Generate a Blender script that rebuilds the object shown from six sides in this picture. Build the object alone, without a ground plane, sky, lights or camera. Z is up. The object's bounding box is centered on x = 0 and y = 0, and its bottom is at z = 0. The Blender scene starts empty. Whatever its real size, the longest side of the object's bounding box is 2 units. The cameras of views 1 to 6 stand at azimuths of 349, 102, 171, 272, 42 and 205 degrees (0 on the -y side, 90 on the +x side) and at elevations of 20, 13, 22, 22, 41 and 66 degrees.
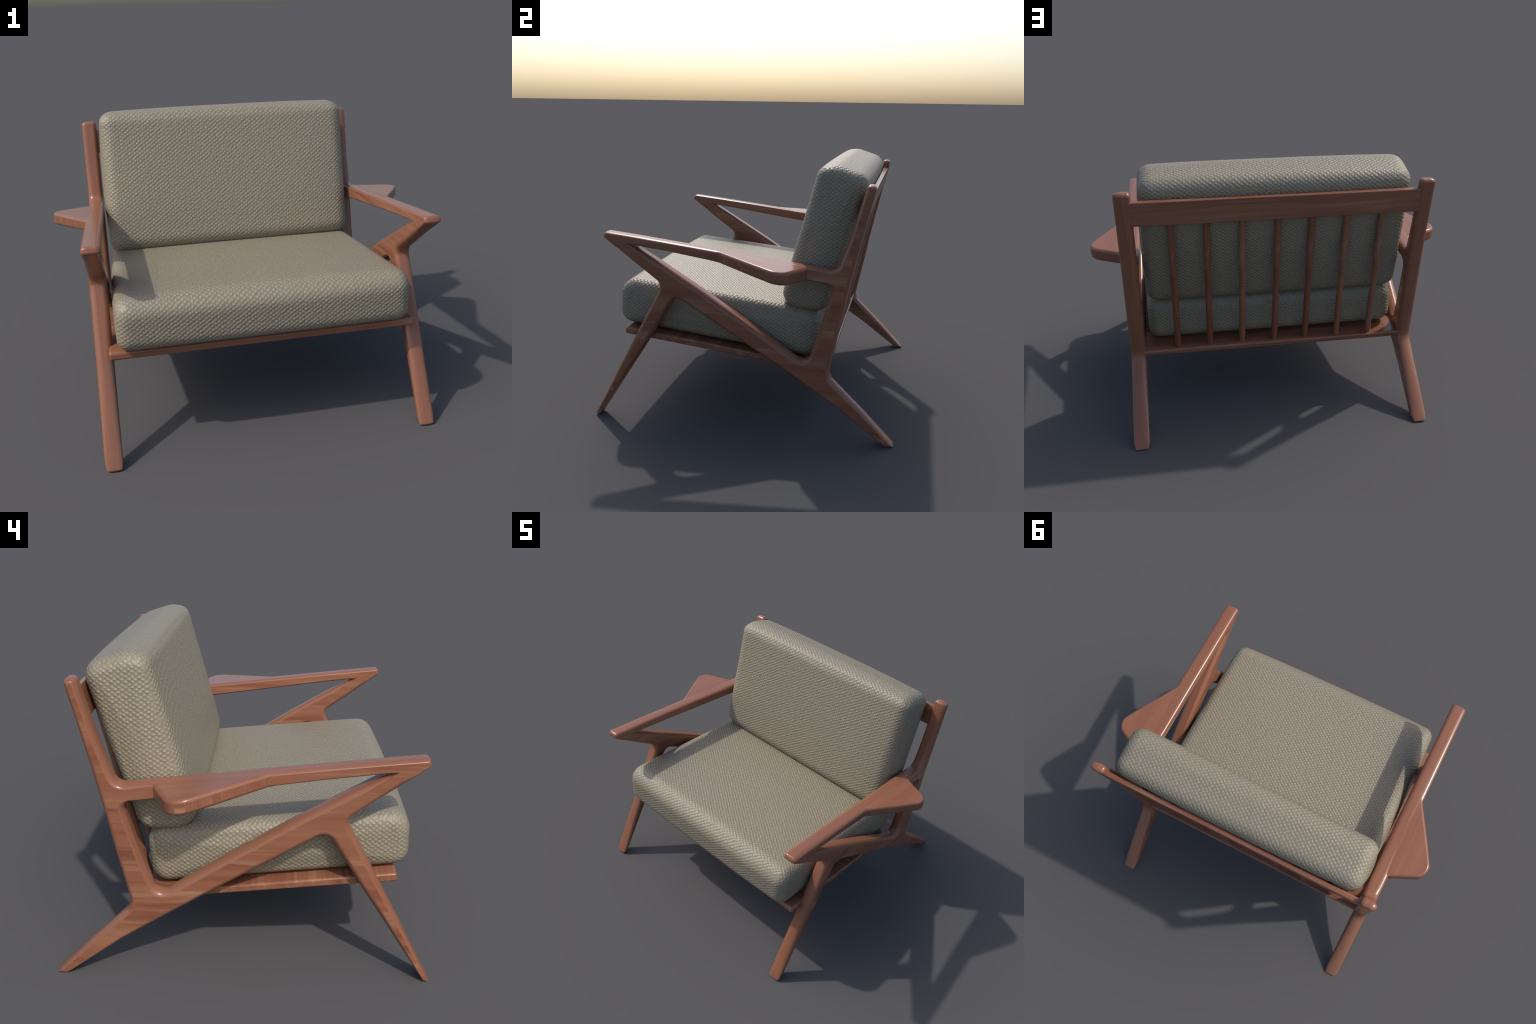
"""Mid-century lounge chair: Z-shaped hardwood side frames, a seat panel, a spindle
backrest and two thick woven cushions.  Metres, z up, front towards -y."""
import bpy
from math import pi, sin, cos, tan, acos, hypot, atan2
from mathutils import Vector
from mathutils.geometry import tessellate_polygon

# ------------------------------------------------------------------ outlines
def fillet(points, closed=True, step=0.03):
    """points: (u, v, radius) corners -> smooth dense outline of Vectors."""
    n = len(points)
    out = []
    for i in range(n):
        u, v, r = points[i]
        p = Vector((u, v))
        a = Vector(points[i - 1][:2]) - p
        b = Vector(points[(i + 1) % n][:2]) - p
        la, lb = a.length, b.length
        a.normalize(); b.normalize()
        ang = acos(max(-1, min(1, a.dot(b))))
        if r <= 0 or ang > pi - 0.02:
            out.append(p)
            continue
        t = min(r / tan(ang / 2), 0.47 * la, 0.47 * lb)
        r = t * tan(ang / 2)
        c = p + (a + b).normalized() * (r / sin(ang / 2))
        s = p + a * t - c
        e = p + b * t - c
        sweep = s.angle_signed(e)          # clockwise positive in mathutils
        k = max(3, int(abs(sweep) / 0.16))
        for j in range(k + 1):
            th = -sweep * j / k
            out.append(c + Vector((s.x * cos(th) - s.y * sin(th), s.x * sin(th) + s.y * cos(th))))
    dense = []
    for i, p in enumerate(out):
        q = out[(i + 1) % len(out)]
        k = max(1, int((q - p).length / step))
        if (q - p).length < 1e-6:
            continue
        for j in range(k):
            dense.append(p.lerp(q, j / k))
    return dense


def area(loop):
    return 0.5 * sum(p.x * loop[(i + 1) % len(loop)].y - loop[(i + 1) % len(loop)].x * p.y for i, p in enumerate(loop))


def outward(loop, hole=False):
    """unit normals that point away from the material"""
    sgn = 1 if area(loop) > 0 else -1
    if hole:
        sgn = -sgn
    res = []
    n = len(loop)
    for i in range(n):
        a = (loop[i] - loop[i - 1]).normalized()
        b = (loop[(i + 1) % n] - loop[i]).normalized()
        t = (a + b).normalized()
        res.append(Vector((t.y, -t.x)) * sgn)
    return res


def limit(loop, normals, b, share=0.8, spread=0.4):
    """keep an inward offset b below the radius of every convex corner, and let
    it grow back gently on either side"""
    n = len(loop)
    cap = list(b)
    for i in range(n):
        p, a, c = loop[i], loop[i - 1], loop[(i + 1) % n]
        d0, d1 = p - a, c - p
        if d0.normalized().dot(normals[i]) - d1.normalized().dot(normals[i]) <= 0:
            continue                                    # concave
        turn = abs(d0.angle(d1))
        if turn > 0.04:
            cap[i] = min(cap[i], share * min(d0.length, d1.length) / turn)
    res = []
    for i in range(n):
        res.append(max(0.0012, min(min(b[i], cap[j] + spread * (loop[i] - loop[j]).length) for j in range(n))))
    return res


def through(p, n, loops):
    """how thick the material is behind outline point p"""
    best = 1.0
    for l in loops:
        for a, c in zip(l, l[1:] + l[:1]):
            e = c - a
            det = -n.x * -e.y - -n.y * -e.x
            if abs(det) < 1e-12:
                continue
            r = a - p
            t = (r.x * -e.y - r.y * -e.x) / det
            k = (-n.x * r.y - -n.y * r.x) / det
            if t > 0.004 and -1e-6 <= k <= 1 + 1e-6:
                best = min(best, t)
    return best


def nearest(loop, u, v):
    return min(range(len(loop)), key=lambda i: (loop[i] - Vector((u, v))).length)


def span(n, i, j):
    """indices i..j walking forward round a loop of n"""
    r = [i]
    while i != j:
        i = (i + 1) % n
        r.append(i)
    return r


# ------------------------------------------------------------------ rounded slab
class Slab:
    """A flat outline (with holes) given thickness and rounded edges.
    place(u, v, w) puts the slab's (u, v) plane and thickness w in space,
    turn(nu, nv, nw) does the same for normals."""

    def __init__(self, loops, half, b_in, b_out, place, turn, seg=5):
        self.loops, self.half, self.seg = loops, half, seg
        self.place, self.turn = place, turn
        self.normals = [outward(l, k > 0) for k, l in enumerate(loops)]
        self.b_in = []
        for l, n in zip(loops, self.normals):
            b = [b_in(p) if callable(b_in) else b_in for p in l]
            b = [min(x, 0.38 * through(p, m, loops)) for x, p, m in zip(b, l, n)]
            self.b_in.append(limit(l, n, b))
        # sharp inner corners are mitred so that both rounded edges meet in a crease
        for l, n, b in zip(self.loops, self.normals, self.b_in):
            for i in range(len(l)):
                d = (l[i] - l[i - 1]).normalized()
                if abs(d.dot(n[i])) > 0.5:
                    n[i] = n[i] / max(0.3, (1 - d.dot(n[i]) ** 2) ** 0.5)
        self.b_out = b_out if callable(b_out) else (lambda p, side: b_out)
        self.rings = []
        for side in (1, -1):
            for s in range(seg + 1):
                self.rings.append((side, pi / 2 * s / seg))

    def point(self, loop, i, side, th):
        p, n = self.loops[loop][i], self.normals[loop][i]
        b = self.b_in[loop][i]
        q = p - n * (b * (1 - cos(th)))
        bo = self.b_out(p, side)
        w = side * (self.half - bo * (1 - sin(th)))
        m = n.normalized()
        nn = Vector((m.x * cos(th) / b, m.y * cos(th) / b, side * sin(th) / bo)).normalized()
        return self.place(q.x, q.y, w), self.turn(nn.x, nn.y, nn.z)

    def build(self, name, mat, strips, caps):
        """strips: list of (loop, [indices]); caps: list of [(loop, index)...] outlines
        (or a list of such outlines, the first with holes)."""
        verts, norms, index, faces, flat = [], [], {}, [], []

        def vert(loop, i, side, th, key):
            k = (loop, i, side, key)
            if k not in index:
                p, n = self.point(loop, i, side, th)
                index[k] = len(verts)
                verts.append(p); norms.append(n)
            return index[k]

        for loop, ids in strips:
            # from one cap's rim round the edge to the other
            prof = [(1, pi / 2 * (1 - s / self.seg), 'a%d' % (self.seg - s)) for s in range(self.seg + 1)]
            prof += [(-1, pi / 2 * s / self.seg, 'a%d' % s) for s in range(self.seg + 1)]
            for a, b in zip(ids[:-1], ids[1:]):
                for (s0, t0, k0), (s1, t1, k1) in zip(prof[:-1], prof[1:]):
                    faces.append((vert(loop, a, s0, t0, k0), vert(loop, b, s0, t0, k0),
                                  vert(loop, b, s1, t1, k1), vert(loop, a, s1, t1, k1)))
        key = 'a%d' % self.seg
        for cap in caps:
            polys = cap if isinstance(cap[0], list) else [cap]
            flatids = [x for pl in polys for x in pl]
            pts = []
            for pl in polys:
                row = []
                for l, i in pl:
                    q = self.loops[l][i] - self.normals[l][i] * self.b_in[l][i]
                    row.append(Vector((q.x, q.y, 0)))
                pts.append(row)
            for tri in tessellate_polygon(pts):
                for side in (1, -1):
                    faces.append(tuple(vert(*flatids[t], side, pi / 2, key) for t in tri))
        # orient every face by its analytic normals
        good = []
        for f in faces:
            vs = [verts[i] for i in f]
            c = Vector()
            for a, b in zip(vs, vs[1:] + vs[:1]):
                c += a.cross(b)
            if c.length < 1e-12:
                continue
            m = sum((norms[i] for i in f), Vector())
            good.append(f if c.dot(m) >= 0 else tuple(reversed(f)))
        return finish(name, verts, good, mat, norms)


def finish(name, verts, faces, mat, norms=None):
    me = bpy.data.meshes.new(name)
    me.from_pydata([tuple(v) for v in verts], [], faces)
    me.validate(clean_customdata=False)
    me.update()
    for p in me.polygons:
        p.use_smooth = True
    if norms:
        me.normals_split_custom_set_from_vertices([tuple(n) for n in norms])
    me.materials.append(mat)
    ob = bpy.data.objects.new(name, me)
    bpy.context.collection.objects.link(ob)
    return ob


def join(ob, other):
    """merge a second shell into ob, keeping both sets of normals"""
    a, b = ob.data, other.data
    verts = [v.co.copy() for v in a.vertices] + [v.co.copy() for v in b.vertices]
    k = len(a.vertices)
    faces = [tuple(p.vertices) for p in a.polygons] + [tuple(i + k for i in p.vertices) for p in b.polygons]
    norms = [None] * len(verts)
    for me, off in ((a, 0), (b, k)):
        for l, cn in zip(me.loops, me.corner_normals):
            norms[off + l.vertex_index] = Vector(cn.vector)
    norms = [n or Vector((0, 0, 1)) for n in norms]
    new = finish(ob.name + "_joined", verts, faces, a.materials[0], norms)
    name = ob.name
    bpy.data.objects.remove(ob); bpy.data.objects.remove(other)
    new.name = name
    new.data.name = name
    return new


# ------------------------------------------------------------------ node helpers
class Nodes:
    def __init__(self, name):
        self.mat = bpy.data.materials.new(name)
        self.mat.use_nodes = True
        self.t = self.mat.node_tree
        self.bsdf = next(n for n in self.t.nodes if n.type == 'BSDF_PRINCIPLED')

    def new(self, kind, **props):
        n = self.t.nodes.new(kind)
        for k, v in props.items():
            setattr(n, k, v)
        return n

    def link(self, a, b):
        if hasattr(a, 'links') or hasattr(a, 'is_linked'):
            self.t.links.new(a, b)
        else:
            b.default_value = a

    def math(self, op, a, b=0.0, c=0.0):
        n = self.new('ShaderNodeMath', operation=op)
        for s, v in zip(n.inputs, (a, b, c)):
            self.link(v, s)
        return n.outputs[0]

    def xyz(self, v):
        n = self.new('ShaderNodeSeparateXYZ')
        self.link(v, n.inputs[0])
        return n.outputs

    def vec(self, x, y, z):
        n = self.new('ShaderNodeCombineXYZ')
        for s, v in zip(n.inputs, (x, y, z)):
            self.link(v, s)
        return n.outputs[0]

    def noise(self, vec, scale, detail=3.0, rough=0.5, dist=0.0):
        n = self.new('ShaderNodeTexNoise')
        self.link(vec, n.inputs['Vector'])
        n.inputs['Scale'].default_value = scale
        n.inputs['Detail'].default_value = detail
        n.inputs['Roughness'].default_value = rough
        n.inputs['Distortion'].default_value = dist
        return n.outputs['Fac']

    def ramp(self, fac, stops):
        n = self.new('ShaderNodeValToRGB')
        self.link(fac, n.inputs[0])
        e = n.color_ramp.elements
        while len(e) < len(stops):
            e.new(0.5)
        for el, (p, c) in zip(e, stops):
            el.position = p
            el.color = (*c, 1) if len(c) == 3 else c
        return n.outputs[0]

    def mix(self, fac, a, b, blend='MIX'):
        n = self.new('ShaderNodeMix', data_type='RGBA', blend_type=blend)
        self.link(fac, n.inputs[0])
        for v, s in ((a, n.inputs[6]), (b, n.inputs[7])):
            if isinstance(v, tuple):
                s.default_value = (*v, 1)
            else:
                self.link(v, s)
        return n.outputs[2]


def wood(name, grain, split=False, vary=False):
    """lacquered reddish hardwood; grain = axis the fibres run along (0, 1, 2);
    split: on the frame's edges (|nx| small) the streaks run along the edge"""
    g = Nodes(name)
    tc = g.new('ShaderNodeTexCoord')
    p = g.xyz(tc.outputs['Object'])
    stretch = [1.0, 1.0, 1.0]
    stretch[grain] = 0.045
    if split:
        stretch[0] = 0.2
    q = [g.math('MULTIPLY', p[i], stretch[i]) for i in range(3)]
    # growth rings drift slowly across the length of the board
    drift = g.noise(tc.outputs['Object'], 1.6, 2.0)
    q2 = list(q)
    k = (grain + 1) % 3
    q2[2 if grain != 2 else 0] = g.math('ADD', q[2 if grain != 2 else 0], g.math('MULTIPLY', drift, 0.05))
    v_face = g.vec(*q2)
    if split:
        along = g.math('MULTIPLY', g.math('ADD', p[1], p[2]), 0.03)
        v_edge = g.vec(g.math('MULTIPLY', p[0], 1.0), along, 3.0)
        nx = g.math('ABSOLUTE', g.xyz(tc.outputs['Normal'])[0])
        fac = g.new('ShaderNodeMapRange', interpolation_type='SMOOTHSTEP')
        g.link(nx, fac.inputs[0])
        fac.inputs[1].default_value = 0.80
        fac.inputs[2].default_value = 0.97
        m = g.new('ShaderNodeMix', data_type='VECTOR')
        g.link(fac.outputs[0], m.inputs[0])
        g.link(v_edge, m.inputs[4]); g.link(v_face, m.inputs[5])
        vec = m.outputs[1]
    else:
        vec = v_face
    broad = g.noise(vec, 19.0, 3.0, 0.55)
    fine = g.noise(vec, 75.0, 4.0, 0.6)
    pale = g.noise(vec, 28.0, 3.0, 0.6)
    base = g.ramp(broad, [(0.28, WOOD_DARK), (0.5, WOOD_MID), (0.74, WOOD_WARM)])
    calm = 0.8
    if split:                                            # quiet grain on the rounded edges
        calm = g.math('MULTIPLY_ADD', fac.outputs[0], 0.6, 0.4)
    base = g.mix(calm, WOOD_MID, base)
    streak = g.ramp(pale, [(0.52, (0, 0, 0)), (0.74, (1, 1, 1))])
    col = g.mix(g.math('MULTIPLY', streak, g.math('MULTIPLY', calm, 0.62)), base, WOOD_PALE)
    pores = g.ramp(fine, [(0.30, (0.86, 0.84, 0.84)), (0.55, (1.0, 1.0, 1.0))])
    col = g.mix(0.55, col, pores, 'MULTIPLY')
    if vary:                                             # each turned from another stick
        rnd = g.new('ShaderNodeObjectInfo').outputs['Random']
        tint = g.ramp(rnd, [(0.0, (0.82, 0.72, 0.70)), (0.5, (0.96, 0.98, 0.98)), (1.0, (1.02, 1.14, 1.12))])
        col = g.mix(1.0, col, tint, 'MULTIPLY')
    g.link(col, g.bsdf.inputs['Base Color'])
    g.bsdf.inputs['Roughness'].default_value = 0.25
    g.bsdf.inputs['Specular IOR Level'].default_value = 0.5
    bump = g.new('ShaderNodeBump')
    bump.inputs['Strength'].default_value = 0.03
    bump.inputs['Distance'].default_value = 0.002
    g.link(fine, bump.inputs['Height'])
    g.link(bump.outputs[0], g.bsdf.inputs['Normal'])
    return g.mat


def fabric(name):
    """chunky basket weave: staggered, slanted knots, projected on the three
    cushion planes (object axes) and blended by the surface's normal"""
    g = Nodes(name)
    tc = g.new('ShaderNodeTexCoord')
    P = tc.outputs['Object']
    # slight irregularity of the yarn
    wob = g.new('ShaderNodeTexNoise')
    g.link(P, wob.inputs['Vector'])
    wob.inputs['Scale'].default_value = 34.0
    wob.inputs['Detail'].default_value = 2.0
    off = g.new('ShaderNodeVectorMath', operation='MULTIPLY_ADD')
    g.link(wob.outputs['Color'], off.inputs[0])
    off.inputs[1].default_value = (WOBBLE,) * 3
    g.link(P, off.inputs[2])
    p = g.xyz(off.outputs[0])
    n = [g.math('ABSOLUTE', c) for c in g.xyz(tc.outputs['Normal'])]

    def weave(u, v):
        # staggered lattice of knots: unit cells of a sheared square grid
        a = g.math('MULTIPLY', u, 1 / KNOT_U)
        b = g.math('MULTIPLY', v, 1 / KNOT_V)
        st = g.vec(g.math('ADD', a, b), g.math('SUBTRACT', a, b), 0.0)
        vo = g.new('ShaderNodeTexVoronoi', voronoi_dimensions='2D', feature='F1')
        g.link(st, vo.inputs['Vector'])
        vo.inputs['Scale'].default_value = 1.0
        vo.inputs['Randomness'].default_value = 0.24
        d = g.new('ShaderNodeVectorMath', operation='SUBTRACT')
        g.link(st, d.inputs[0])
        g.link(vo.outputs['Position'], d.inputs[1])
        o = g.xyz(d.outputs[0])
        # every knot is a slanted oval pad
        e1 = g.math('MULTIPLY_ADD', o[0], 0.90, g.math('MULTIPLY', o[1], -0.44))
        e2 = g.math('MULTIPLY_ADD', o[0], 0.44, g.math('MULTIPLY', o[1], 0.90))
        q = g.math('ADD', g.math('POWER', g.math('ABSOLUTE', g.math('DIVIDE', e1, 0.45)), 2.0),
                   g.math('POWER', g.math('ABSOLUTE', g.math('DIVIDE', e2, 0.40)), 2.0))
        pad = g.math('EXPONENT', g.math('MULTIPLY', q, -1.1))
        swell = g.math('MULTIPLY_ADD', g.xyz(vo.outputs['Color'])[0], 0.34, 0.66)
        return g.math('MULTIPLY', pad, swell)

    hx = weave(p[1], p[2])      # cheeks
    hy = weave(p[0], p[2])      # front edge / back
    hz = weave(p[0], p[1])      # broad faces
    w = [g.math('POWER', c, 5.0) for c in n]
    tot = g.math('ADD', g.math('ADD', w[0], w[1]), w[2])
    h = g.math('ADD', g.math('ADD', g.math('MULTIPLY', w[0], hx), g.math('MULTIPLY', w[1], hy)), g.math('MULTIPLY', w[2], hz))
    h = g.math('DIVIDE', h, tot)
    fibre = g.noise(P, 130.0, 2.0, 0.5)
    amp = g.noise(P, 42.0, 2.0, 0.5)
    h2 = g.math('ADD', g.math('MULTIPLY', h, g.math('ADD', 0.75, g.math('MULTIPLY', amp, 0.5))), g.math('MULTIPLY', fibre, 0.08))
    bump = g.new('ShaderNodeBump')
    bump.inputs['Strength'].default_value = 1.0
    bump.inputs['Distance'].default_value = BUMP
    g.link(h2, bump.inputs['Height'])
    g.link(bump.outputs[0], g.bsdf.inputs['Normal'])
    tone = g.ramp(h, [(0.1, FABRIC_LOW), (0.7, FABRIC_HIGH)])
    mott = g.ramp(g.noise(P, 60.0, 3.0), [(0.3, (0.94, 0.94, 0.93)), (0.7, (1.0, 1.0, 1.0))])
    g.link(g.mix(1.0, tone, mott, 'MULTIPLY'), g.bsdf.inputs['Base Color'])
    g.bsdf.inputs['Roughness'].default_value = 0.47
    g.bsdf.inputs['Specular IOR Level'].default_value = 0.5
    return g.mat


WOOD_DARK = (0.175, 0.062, 0.036)
WOOD_MID = (0.252, 0.100, 0.056)
WOOD_WARM = (0.290, 0.130, 0.073)
WOOD_PALE = (0.385, 0.225, 0.135)
FABRIC_LOW = (0.225, 0.195, 0.138)
FABRIC_HIGH = (0.298, 0.259, 0.187)
KNOT_U, KNOT_V = 0.0285, 0.0208
BUMP, WOBBLE = 0.0030, 0.004

FRAME_WOOD = wood("frame_wood", 1, split=True)
CROSS_WOOD = wood("crosswise_wood", 0)
SPINDLE_WOOD = wood("spindle_wood", 2, vary=True)
WEAVE = fabric("woven_fabric")

chair = bpy.data.objects.new("lounge_chair", None)
bpy.context.collection.objects.link(chair)
chair["label"] = "low wooden lounge chair with Z-shaped arms and woven cushions"
chair["category"] = "lounge chair"


def child(ob):
    ob.parent = chair
    return ob


# ------------------------------------------------------------------ side frames
# corners (y, z, fillet radius) of one side, seen from the side
OUTER = [(0.650, 1.379, 0.021), (0.699, 1.374, 0.021), (0.656, 1.190, 0), (0.614, 1.000, 0), (0.575, 0.815, 0),
         (0.543, 0.640, 0), (0.486, 0.364, 0.075), (0.684, 0.173, 0), (0.846, 0.006, 0.010), (0.838, 0.0, 0.008), (0.798, 0.0, 0.008),
         (0.543, 0.186, 0), (0.285, 0.349, 0), (-0.060, 0.563, 0), (-0.350, 0.739, 0.045), (-0.502, 0.487, 0), (-0.634, 0.281, 0), (-0.714, 0.155, 0),
         (-0.813, 0.0, 0.010), (-0.846, 0.0, 0.010), (-0.785, 0.115, 0), (-0.687, 0.308, 0), (-0.552, 0.565, 0), (-0.427, 0.798, 0.042),
         (-0.574, 0.906, 0), (-0.754, 1.042, 0.014), (-0.744, 1.0735, 0.016), (-0.550, 1.0532, 0), (-0.320, 1.0270, 0), (-0.090, 1.0000, 0), (0.150, 0.9705, 0),
         (0.518, 0.932, 0.050), (0.578, 1.110, 0)]
INNER = [(-0.592, 1.007, 0), (-0.334, 0.974, 0), (-0.118, 0.942, 0), (0.354, 0.877, 0), (0.500, 0.857, 0.035),
         (0.440, 0.634, 0), (0.370, 0.413, 0.048), (0.170, 0.543, 0), (-0.210, 0.784, 0), (-0.440, 0.922, 0)]
MID, HALF, FOOT = 0.7735, 0.0420, 0.026
EDGE = 0.026           # edge rounding: across the profile / across the thickness


def ease(a, b, x):
    t = max(0.0, min(1.0, (x - a) / (b - a)))
    return t * t * (3 - 2 * t)


def frame_edge(p):
    """rounding: small at the feet, full on legs and posts, crisper on the arm"""
    b = 0.0105 + (EDGE - 0.0105) * ease(0.0, 0.36, p.y)
    arm = ease(0.10, 0.07, 0.988 - 0.117 * p.x - p.y) * ease(0.56, 0.42, p.x)
    return b + (0.0125 - b) * arm


def frame_crown(p, side):
    """how far the rounding reaches across the thickness: the legs are nearly
    round in section, the inner face of arm and post stays flatter"""
    leg = ease(0.66, 0.40, p.y)
    b = 0.033 if side > 0 else 0.024
    return b + (0.0395 - b) * leg


def side_frame(s):
    loops = [fillet(OUTER), fillet(INNER)]
    def place(u, v, w):
        # the feet are rounded off towards the floor
        cut = FOOT - (FOOT ** 2 - (FOOT - v) ** 2) ** 0.5 if 0 <= v < FOOT else 0.0
        return Vector((s * (MID + w * (1 - cut / HALF)), u, v))
    turn = lambda a, b, c: Vector((s * c, a, b))
    slab = Slab(loops, HALF, frame_edge, frame_crown, place, turn)
    O, H = loops
    nO, nH = len(O), len(H)
    at, ah = (lambda u, v: nearest(O, u, v)), (lambda u, v: nearest(H, u, v))
    leg_f, leg_b = at(-0.455, 0.745), at(-0.370, 0.705)          # top of the front leg
    rear_t, rear_b = at(0.487, 0.385), at(0.300, 0.342)           # top of the rear leg
    tip = at(-0.690, 0.994)                                       # brace meets armrest
    apex = ah(-0.585, 1.006)
    arm_t, arm_b = at(0.462, 0.938), ah(0.455, 0.863)             # armrest meets post
    vee = ah(0.372, 0.440)
    o = lambda i, j: [(0, k) for k in span(nO, i, j)]
    # the hole runs either way; walk it in the sense asked for
    def h(i, j, via):
        f = span(nH, i, j)
        b = span(nH, j, i)[::-1]
        return [(1, k) for k in (f if via in f else b)]
    strip = lambda ids: (ids[0][0], [k for _, k in ids])
    hb, hp, hd = ah(-0.10, 0.94), ah(0.44, 0.634), ah(-0.21, 0.784)

    def part(name, outs, cap):
        return slab.build(name, FRAME_WOOD, [strip(x) for x in outs], [cap])

    parts = []
    a = o(rear_t, rear_b)
    parts.append(part("leg", [a], a))
    a = o(leg_b, leg_f)
    parts.append(part("leg", [a], a))
    a, b = o(tip, arm_t), h(arm_b, apex, hb)
    arm = part("armrest", [a, b], a + b)
    a, b = o(arm_t, rear_t), h(vee, arm_b, hp)
    parts.append(part("backrest_post", [a, b], a + b))
    a, b, c = o(rear_b, leg_b), o(leg_f, tip), h(apex, vee, hd)
    parts.append(part("diagonal_brace", [a, b, c], a + b + c + [(0, rear_t)]))
    # the armrest's broad paddle, flush with the arm and flaring outwards
    PADDLE = [(0.770, -0.330, 0), (0.790, -0.240, 0), (0.806, -0.150, 0.0), (0.8155, -0.106, 0.01), (0.930, 0.088, 0), (1.031, 0.266, 0.075), (0.808, 0.368, 0.01), (0.770, 0.372, 0)]
    top = lambda y: 0.9875 - 0.1165 * y + 0.0006
    bot = lambda y: 0.9262 - 0.138 * y - 0.0006
    pl = lambda u, v, w: Vector((s * u, v, (top(v) + bot(v)) / 2 + w * (top(v) - bot(v)) / 2))
    tn = lambda a, b, c: Vector((s * a, b + 0.12 * c, c)).normalized()
    lp = fillet(PADDLE)
    wing = Slab([lp], 1.0, 0.016, 0.52, pl, lambda a, b, c: tn(a, b, c), seg=5)
    ids = [(0, k) for k in range(len(lp))]
    wing.point = paddle_point(wing)
    wing = wing.build("paddle", FRAME_WOOD, [(0, list(range(len(lp))) + [0])], [ids])
    parts.append(join(arm, wing))
    for p in parts:
        child(p)


def paddle_point(slab):
    """edge rounding of the paddle, in metres (its thickness runs -1..1)"""
    def point(loop, i, side, th):
        p, n = slab.loops[loop][i], slab.normals[loop][i]
        b = slab.b_in[loop][i]
        q = p - n * (b * (1 - cos(th)))
        w = side * (1 - slab.b_out(p, side) * (1 - sin(th)))
        nn = Vector((n.x * cos(th), n.y * cos(th), side * sin(th))).normalized()
        return slab.place(q.x, q.y, w), slab.turn(nn.x, nn.y, nn.z)
    return point


for s in (1, -1):
    side_frame(s)


# ------------------------------------------------------------------ seat panel and backrest
across = dict(place=lambda u, v, w: Vector((w, u, v)), turn=lambda a, b, c: Vector((c, a, b)))


def whole(name, mat, corners, half, b_in, b_out, seg=5, step=0.03):
    lp = fillet(corners, step=step)
    sl = Slab([lp], half, b_in, b_out, seg=seg, **across)
    ids = [(0, k) for k in range(len(lp))]
    return child(sl.build(name, mat, [(0, list(range(len(lp))) + [0])], [ids]))


whole("seat_panel", CROSS_WOOD, [(-0.665, 0.523, 0.012), (-0.672, 0.484, 0.012), (0.478, 0.3595, 0.010), (0.486, 0.394, 0.010)],
      0.7495, 0.010, 0.012)
whole("backrest_rail", CROSS_WOOD, [(0.655, 1.328, 0.005), (0.682, 1.322, 0.005), (0.655, 1.191, 0.005), (0.628, 1.197, 0.005)],
      0.745, 0.004, 0.004, seg=3)

RADIUS, PITCH = 0.0182, 0.1845
DRIFT = [0.004, -0.0015, -0.0035, 0.002, 0.0, 0.0, 0.004]        # hand-fitted, so not quite even
foot, head = Vector((0, 0.449, 0.392)), Vector((0, 0.628, 1.205))
axis = (head - foot).normalized()
side_v = axis.cross(Vector((1, 0, 0))).normalized()
verts, norms, faces = [], [], []
N = 28
for k in range(2):
    for j in range(N):
        d = Vector((1, 0, 0)) * cos(2 * pi * j / N) + side_v * sin(2 * pi * j / N)
        verts.append((foot, head)[k] + d * RADIUS); norms.append(d)
for j in range(N):
    faces.append((j, (j + 1) % N, N + (j + 1) % N, N + j))
first = finish("spindle", verts, faces, SPINDLE_WOOD, norms)
child(first)
first.location.x = -PITCH * 3 - DRIFT[0]
for k in range(1, 7):
    o2 = first.copy()
    o2.location.x = PITCH * (k - 3) - DRIFT[k]
    bpy.context.collection.objects.link(o2)

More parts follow.
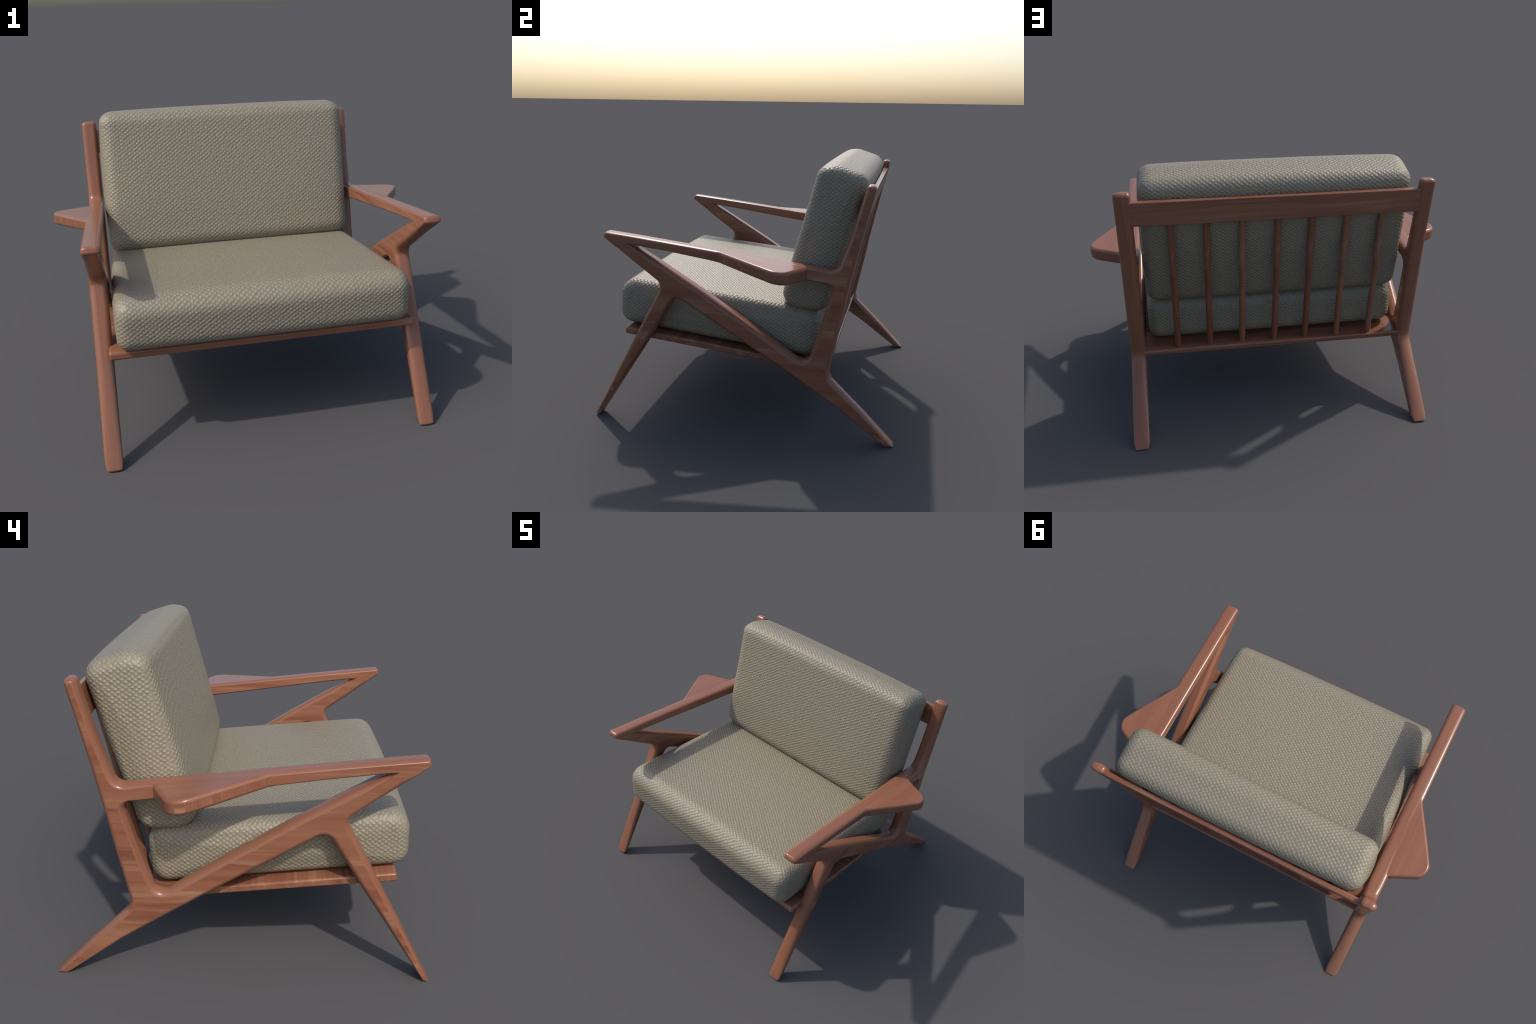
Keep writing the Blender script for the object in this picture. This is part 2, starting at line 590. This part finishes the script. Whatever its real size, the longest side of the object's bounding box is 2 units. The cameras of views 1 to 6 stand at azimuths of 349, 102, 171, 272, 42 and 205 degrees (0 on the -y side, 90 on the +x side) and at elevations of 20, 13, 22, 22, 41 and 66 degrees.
# ------------------------------------------------------------------ cushions
def cushion(name, corners, mid, half, b_in, b_x, cheek, puff):
    """stuffed box: a rounded (y, z) profile lofted across the seat, rounded over
    at both cheeks and swelling towards the middle; puff(y, z, ny, nz) -> metres"""
    lp = fillet(corners, step=0.022)
    nm = outward(lp)
    b = limit(lp, nm, [b_in(p) for p in lp], 0.75, 0.25)
    swell = [puff(p.x, p.y, m.x, m.y) for p, m in zip(lp, nm)]      # (height, fullness)
    n = len(lp)
    c = sum(lp, Vector((0, 0))) / n
    for _ in range(6):
        b = [0.5 * b[i] + 0.25 * (b[i - 1] + b[(i + 1) % n]) for i in range(n)]
    rim = [p - m * x for p, m, x in zip(lp, nm, b)]      # outline of the cheek panel
    for _ in range(10):
        rim = [rim[i] * 0.5 + (rim[i - 1] + rim[(i + 1) % n]) * 0.25 for i in range(n)]
    rows = []                                            # (x, inset share, shrink)
    for k in range(1, 8):
        rows.append((half + cheek * (1 - (k / 8) ** 2), 1.0, k / 8))
    for k in range(11):
        th = pi / 2 * (1 - k / 10)
        rows.append((half - b_x * (1 - sin(th)), 1 - cos(th), 1.0))
    flat = half - b_x
    rows += [(flat * (1 - 2 * k / 40), 0.0, 1.0) for k in range(1, 40)]
    rows += [(-x, i, f) for x, i, f in rows[17::-1]]
    verts, faces = [Vector((mid + half + cheek, c.x, c.y))], []
    for x, ins, f in rows:
        u = min(1.0, abs(x / half))
        for i in range(n):
            q = lp[i].lerp(rim[i], ins) + nm[i] * (swell[i][0] * (1 - u ** swell[i][1]))
            q = c + (q - c) * f
            verts.append(Vector((mid + x, q.x, q.y)))
    verts.append(Vector((mid - half - cheek, c.x, c.y)))
    last = len(verts) - 1
    m = len(rows)
    sgn = area(lp) > 0
    for i in range(n):
        j = (i + 1) % n
        fs = [(0, 1 + i, 1 + j), (last, 1 + (m - 1) * n + j, 1 + (m - 1) * n + i)]
        for r in range(m - 1):
            a = 1 + r * n
            fs.append((a + i, a + n + i, a + n + j, a + j))
        faces += fs if sgn else [tuple(reversed(t)) for t in fs]
    return child(finish(name, verts, faces, WEAVE))


# (y, z, radius) profiles at the cheeks
SEAT = [(-0.714, 0.791, 0.090), (-0.724, 0.533, 0.070), (0.412, 0.408, 0.080), (0.430, 0.684, 0.085)]
BACK = [(0.388, 1.443, 0.062), (0.475, 1.457, 0.12), (0.662, 1.397, 0.072), (0.452, 0.672, 0.078), (0.196, 0.677, 0.085)]


def seat_puff(y, z, ny, nz):
    if abs(ny) > abs(nz):
        return (0.007 if y > 0 else 0.012) * abs(ny) ** 2, 3
    return 0.014 * nz ** 2 * max(0.0, 1 - ((y + 0.25) / 0.62) ** 2) if nz > 0 else 0.0, 3


def back_puff(y, z, ny, nz):
    t = max(0.0, min(1.0, (z - 0.70) / 0.75))
    if ny < 0 and abs(ny) > abs(nz):
        return 0.023 * ny ** 2 * sin(pi * min(1, 0.30 + 0.70 * t)), 3 + 4 * (1 - t)
    if ny < 0:
        return 0.008 * max(0, nz) ** 2, 3
    return 0.015 * (ny ** 2 * sin(pi * min(1, 0.05 + 0.75 * t)) ** 1.5 if nz < 0.3 else 0.70), 3


cushion("seat_cushion", SEAT, 0.0, 0.708, lambda p: 0.056, 0.065, 0.014, seat_puff)
cushion("backrest_cushion", BACK, -0.003, 0.706, lambda p: 0.048 + 0.012 * max(0.0, min(1.0, (p.y - 0.9) / 0.4)),
        0.072, 0.013, back_puff)

# settle the whole chair into its frame
chair.location = (-0.0035, -0.0025, 0.0)
